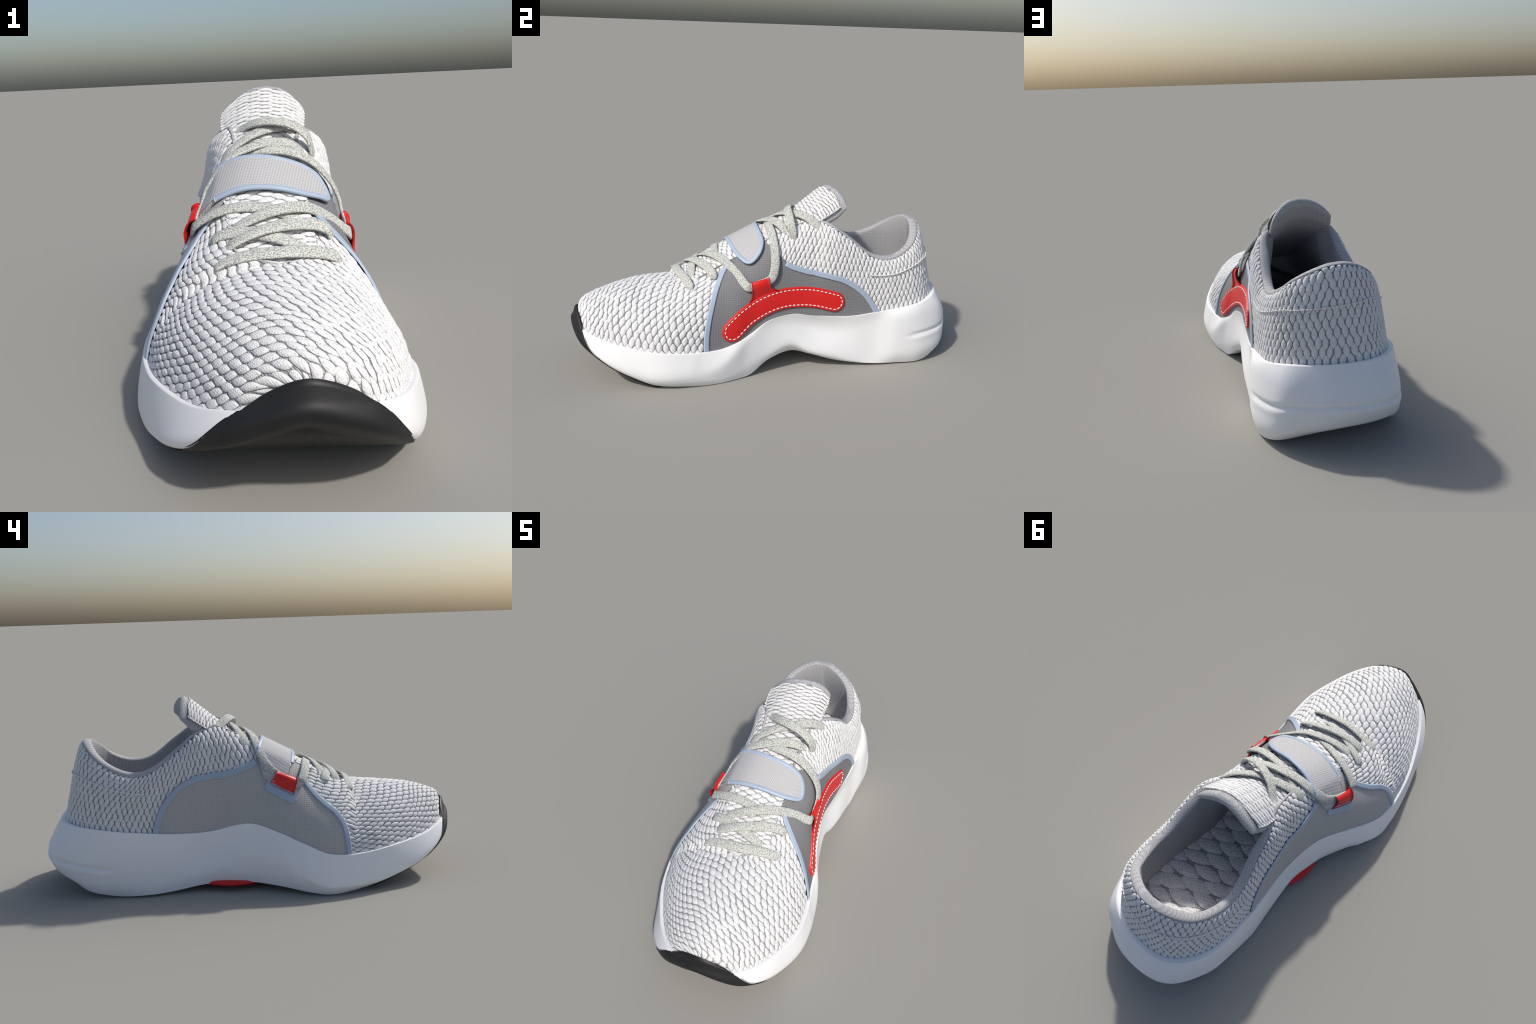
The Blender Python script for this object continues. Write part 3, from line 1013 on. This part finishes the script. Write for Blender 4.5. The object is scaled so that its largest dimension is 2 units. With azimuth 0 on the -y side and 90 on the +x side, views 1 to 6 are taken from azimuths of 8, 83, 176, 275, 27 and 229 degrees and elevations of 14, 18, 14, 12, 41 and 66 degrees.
def build_patch():
    n = 200
    rings, lifts = [], []
    c = smooth_line(PATCH, 120)
    for inset, lift in ((-.001, .000), (0, .007), (.0025, .0105), (.007, .0115), (.011, .0095), (.014, .0095), (.022, .0105), (.034, .011), (.0505, .011)):
        rings.append(capsule(PATCH_HALF, inset, n))
        lifts.append(lift)
    # align ring starts
    P = []
    for r, l in zip(rings, lifts):
        P.append(RIGHT.on(r[:, 0], r[:, 1], l))
    P = np.array(P)
    patch = grid_object("red_patch", P, M_RED, PANEL_R, wrap_j=True, flip=True)
    bm = bmesh.new()
    bm.from_mesh(patch.data)
    bmesh.ops.remove_doubles(bm, verts=bm.verts, dist=.0035)
    bm.to_mesh(patch.data)
    bm.free()
    o = resample(capsule(PATCH_HALF, .0125, 600), 128, True)
    me = None
    for k in range(0, 128, 2):
        a, b = o[k], o[(k + 1) % 128]
        b = a + (b - a) * 1.4
        q = np.linspace(0, 1, 7)
        pts = RIGHT.on(a[0] + (b[0] - a[0]) * q, a[1] + (b[1] - a[1]) * q, .0105)
        nr = np.tile(unit(pts.mean(0) - np.array([0, pts[:, 1].mean(), .3])), (7, 1))
        rad = .0026 * np.clip(1 - (2 * q - 1) ** 4, .12, 1)
        V, F = tube(pts, .004, 8, squash=(rad, rad * .75), normals=nr)
        add("seam_stitch", make_mesh("seam_stitch", V, F, M_THREAD), patch)
    return patch


RED_PATCH = build_patch()


def build_loop(side, rows, parent, name="lace_loop"):
    """Folded band: each row is (front y, front z, back y, back z, lift)."""
    prof = []
    for yf, zf, yb, zb, lift in rows:
        q = np.linspace(0, 1, 14)
        l = lift + .0035 * np.sin(math.pi * q) * min(1, lift / .02)
        prof.append(side.on(yf + (yb - yf) * q, zf + (zb - zf) * q, l))
    G = np.array(prof)
    S = np.stack([smooth_line(G[:, k], 40, 10) for k in range(G.shape[1])], 1)
    du, dv = np.gradient(S, axis=0), np.gradient(S, axis=1)
    n = unit(np.cross(du, dv)) * side.sign
    return slab(name, S, n, .006, M_RED, parent)


build_loop(RIGHT, [(-.150, .345, .075, .412, .006), (-.128, .372, .050, .420, .009), (-.117, .395, .020, .430, .014),
                   (-.113, .418, -.012, .443, .022), (-.114, .440, -.026, .462, .031), (-.115, .458, -.030, .480, .033),
                   (-.116, .470, -.031, .494, .027), (-.116, .473, -.031, .497, .016), (-.114, .464, -.030, .487, .006),
                   (-.112, .440, -.028, .464, .003)], PANEL_R)
build_loop(LEFT, [(-.227, .445, -.118, .499, .009), (-.228, .454, -.123, .507, .016), (-.231, .470, -.133, .518, .030),
                  (-.234, .490, -.142, .530, .037), (-.235, .504, -.146, .541, .034), (-.236, .512, -.148, .548, .022),
                  (-.236, .500, -.147, .536, .007), (-.233, .480, -.142, .520, .003)], PANEL_L)
# pale backing under the left loop
c = np.array([-.170, .468])
ax = unit(np.array([.121, .062]))
pr = np.array([-ax[1], ax[0]])
S, Q = np.meshgrid(np.linspace(-1, 1, 30), np.linspace(-1, 1, 12), indexing="ij")
hw = .030 * np.sqrt(np.clip(1 - np.clip((np.abs(S) - .72) / .28, 0, 1) ** 2, .02, 1))
yz = c + (S * .083)[..., None] * ax + (Q * hw)[..., None] * pr
P = LEFT.on(yz[..., 0].ravel(), yz[..., 1].ravel(), .003).reshape(S.shape + (3,))
f = LEFT.find(yz.reshape(-1, 2))
Nn = LEFT.normal(f[:, 0], f[:, 1]).reshape(S.shape + (3,))
o = slab("loop_backing", P, Nn, .005, M_TRIM, PANEL_L)

# ----------------------------------------------------------------------------
# 10. LACES
# ----------------------------------------------------------------------------
LACES = [
    # front bar
    [(-.112, -.490, .424), (-.106, -.489, .447), (-.040, -.482, .468), (.046, -.468, .474), (.130, -.438, .468),
     (.190, -.415, .452), (.205, -.409, .428)],
    # two crossings of the lower rows
    [(.125, -.408, .440), (.105, -.404, .468), (.060, -.400, .492), (-.010, -.392, .509), (-.090, -.379, .510),
     (-.133, -.373, .495), (-.143, -.371, .472)],
    [(-.098, -.425, .470), (-.070, -.422, .493), (-.010, -.400, .517), (.055, -.366, .526), (.125, -.324, .521),
     (.170, -.300, .501), (.181, -.297, .478)],
    # right eyestay, over to the left loop, through it and back to the right eyestay
    [(.128, -.280, .486), (.100, -.284, .518), (.030, -.284, .552), (-.054, -.282, .567), (-.140, -.280, .553),
     (-.205, -.270, .518), "L -.250 .494 .014", "L -.225 .492 .013", "L -.187 .512 .012", "L -.150 .531 .012", "L -.120 .556 .015",
     "L -.092 .585 .018", (-.180, -.068, .645), (-.140, -.046, .688), (-.092, -.028, .710), (-.030, .006, .727),
     (.030, .035, .724), (.068, .056, .708), (.090, .070, .684)],
    # left eyestay, over to the right loop, through it and back to the left eyestay
    [(-.108, -.368, .484), (-.080, -.356, .516), (-.025, -.332, .543), (.045, -.292, .560), (.115, -.246, .556),
     (.178, -.190, .516), "R -.140 .455 .014", "R -.115 .448 .015", "R -.076 .460 .015", "R -.035 .474 .015", "R -.010 .494 .017",
     (.204, .004, .545), (.176, .006, .603), (.118, .000, .666), (.045, -.008, .699), (-.035, -.012, .706),
     (-.100, -.002, .702), (-.146, .012, .680)],
    # upper crossing
    [(-.169, .000, .648), (-.162, .005, .682), (-.130, .022, .716), (-.070, .062, .752), (.000, .108, .770),
     (.060, .168, .768), (.098, .218, .734), (.113, .240, .698)],
    [(.118, .104, .660), (.117, .098, .694), (.102, .090, .736), (.055, .084, .776), (-.005, .085, .790), (-.065, .098, .787),
     (-.130, .132, .761), (-.182, .158, .732), (-.200, .163, .702)],
]


def lace_normal(P):
    sp = smooth_line(SPINE, 80)
    k = np.argmin(np.abs(sp[None, :, 1] - (P[:, 1] - .28 * (P[:, 0] - sp[40, 0]))[:, None]), 1)
    d = P - sp[k]
    lateral = d[:, 0]
    a = np.clip(lateral / .20, -1.2, 1.2)
    n = np.stack([np.sin(a * 1.25), -.55 * np.cos(a * 1.25), .83 * np.cos(a * 1.25) + .08], 1)
    return unit(n)


LACE_ROOT = None
for pts in LACES:
    # 'R y z lift' is a point held off the right (or left) wall
    pts = [p if not isinstance(p, str) else
           tuple((RIGHT if p[0] == "R" else LEFT).on(*[float(x) for x in p[2:].split()][:2], float(p.split()[-1]))[0]) for p in pts]
    P = smooth_line(pts, 24 * (len(pts) - 1))
    n = lace_normal(P)
    P = P + n * (.006 * np.clip((-.2 - P[:, 1:2]) / .1, 0, 1))
    t = np.linspace(0, 1, len(P))
    edge = np.minimum(1, .72 + 5 * np.minimum(t, 1 - t))
    V, F = tube(P, .01, 14, squash=(.0215 * edge, .0062 * np.ones(len(P))), normals=n)
    add("lace", make_mesh("lace", V, F, M_LACE))

print("stitches", N_VAMP, N_QUARTER)
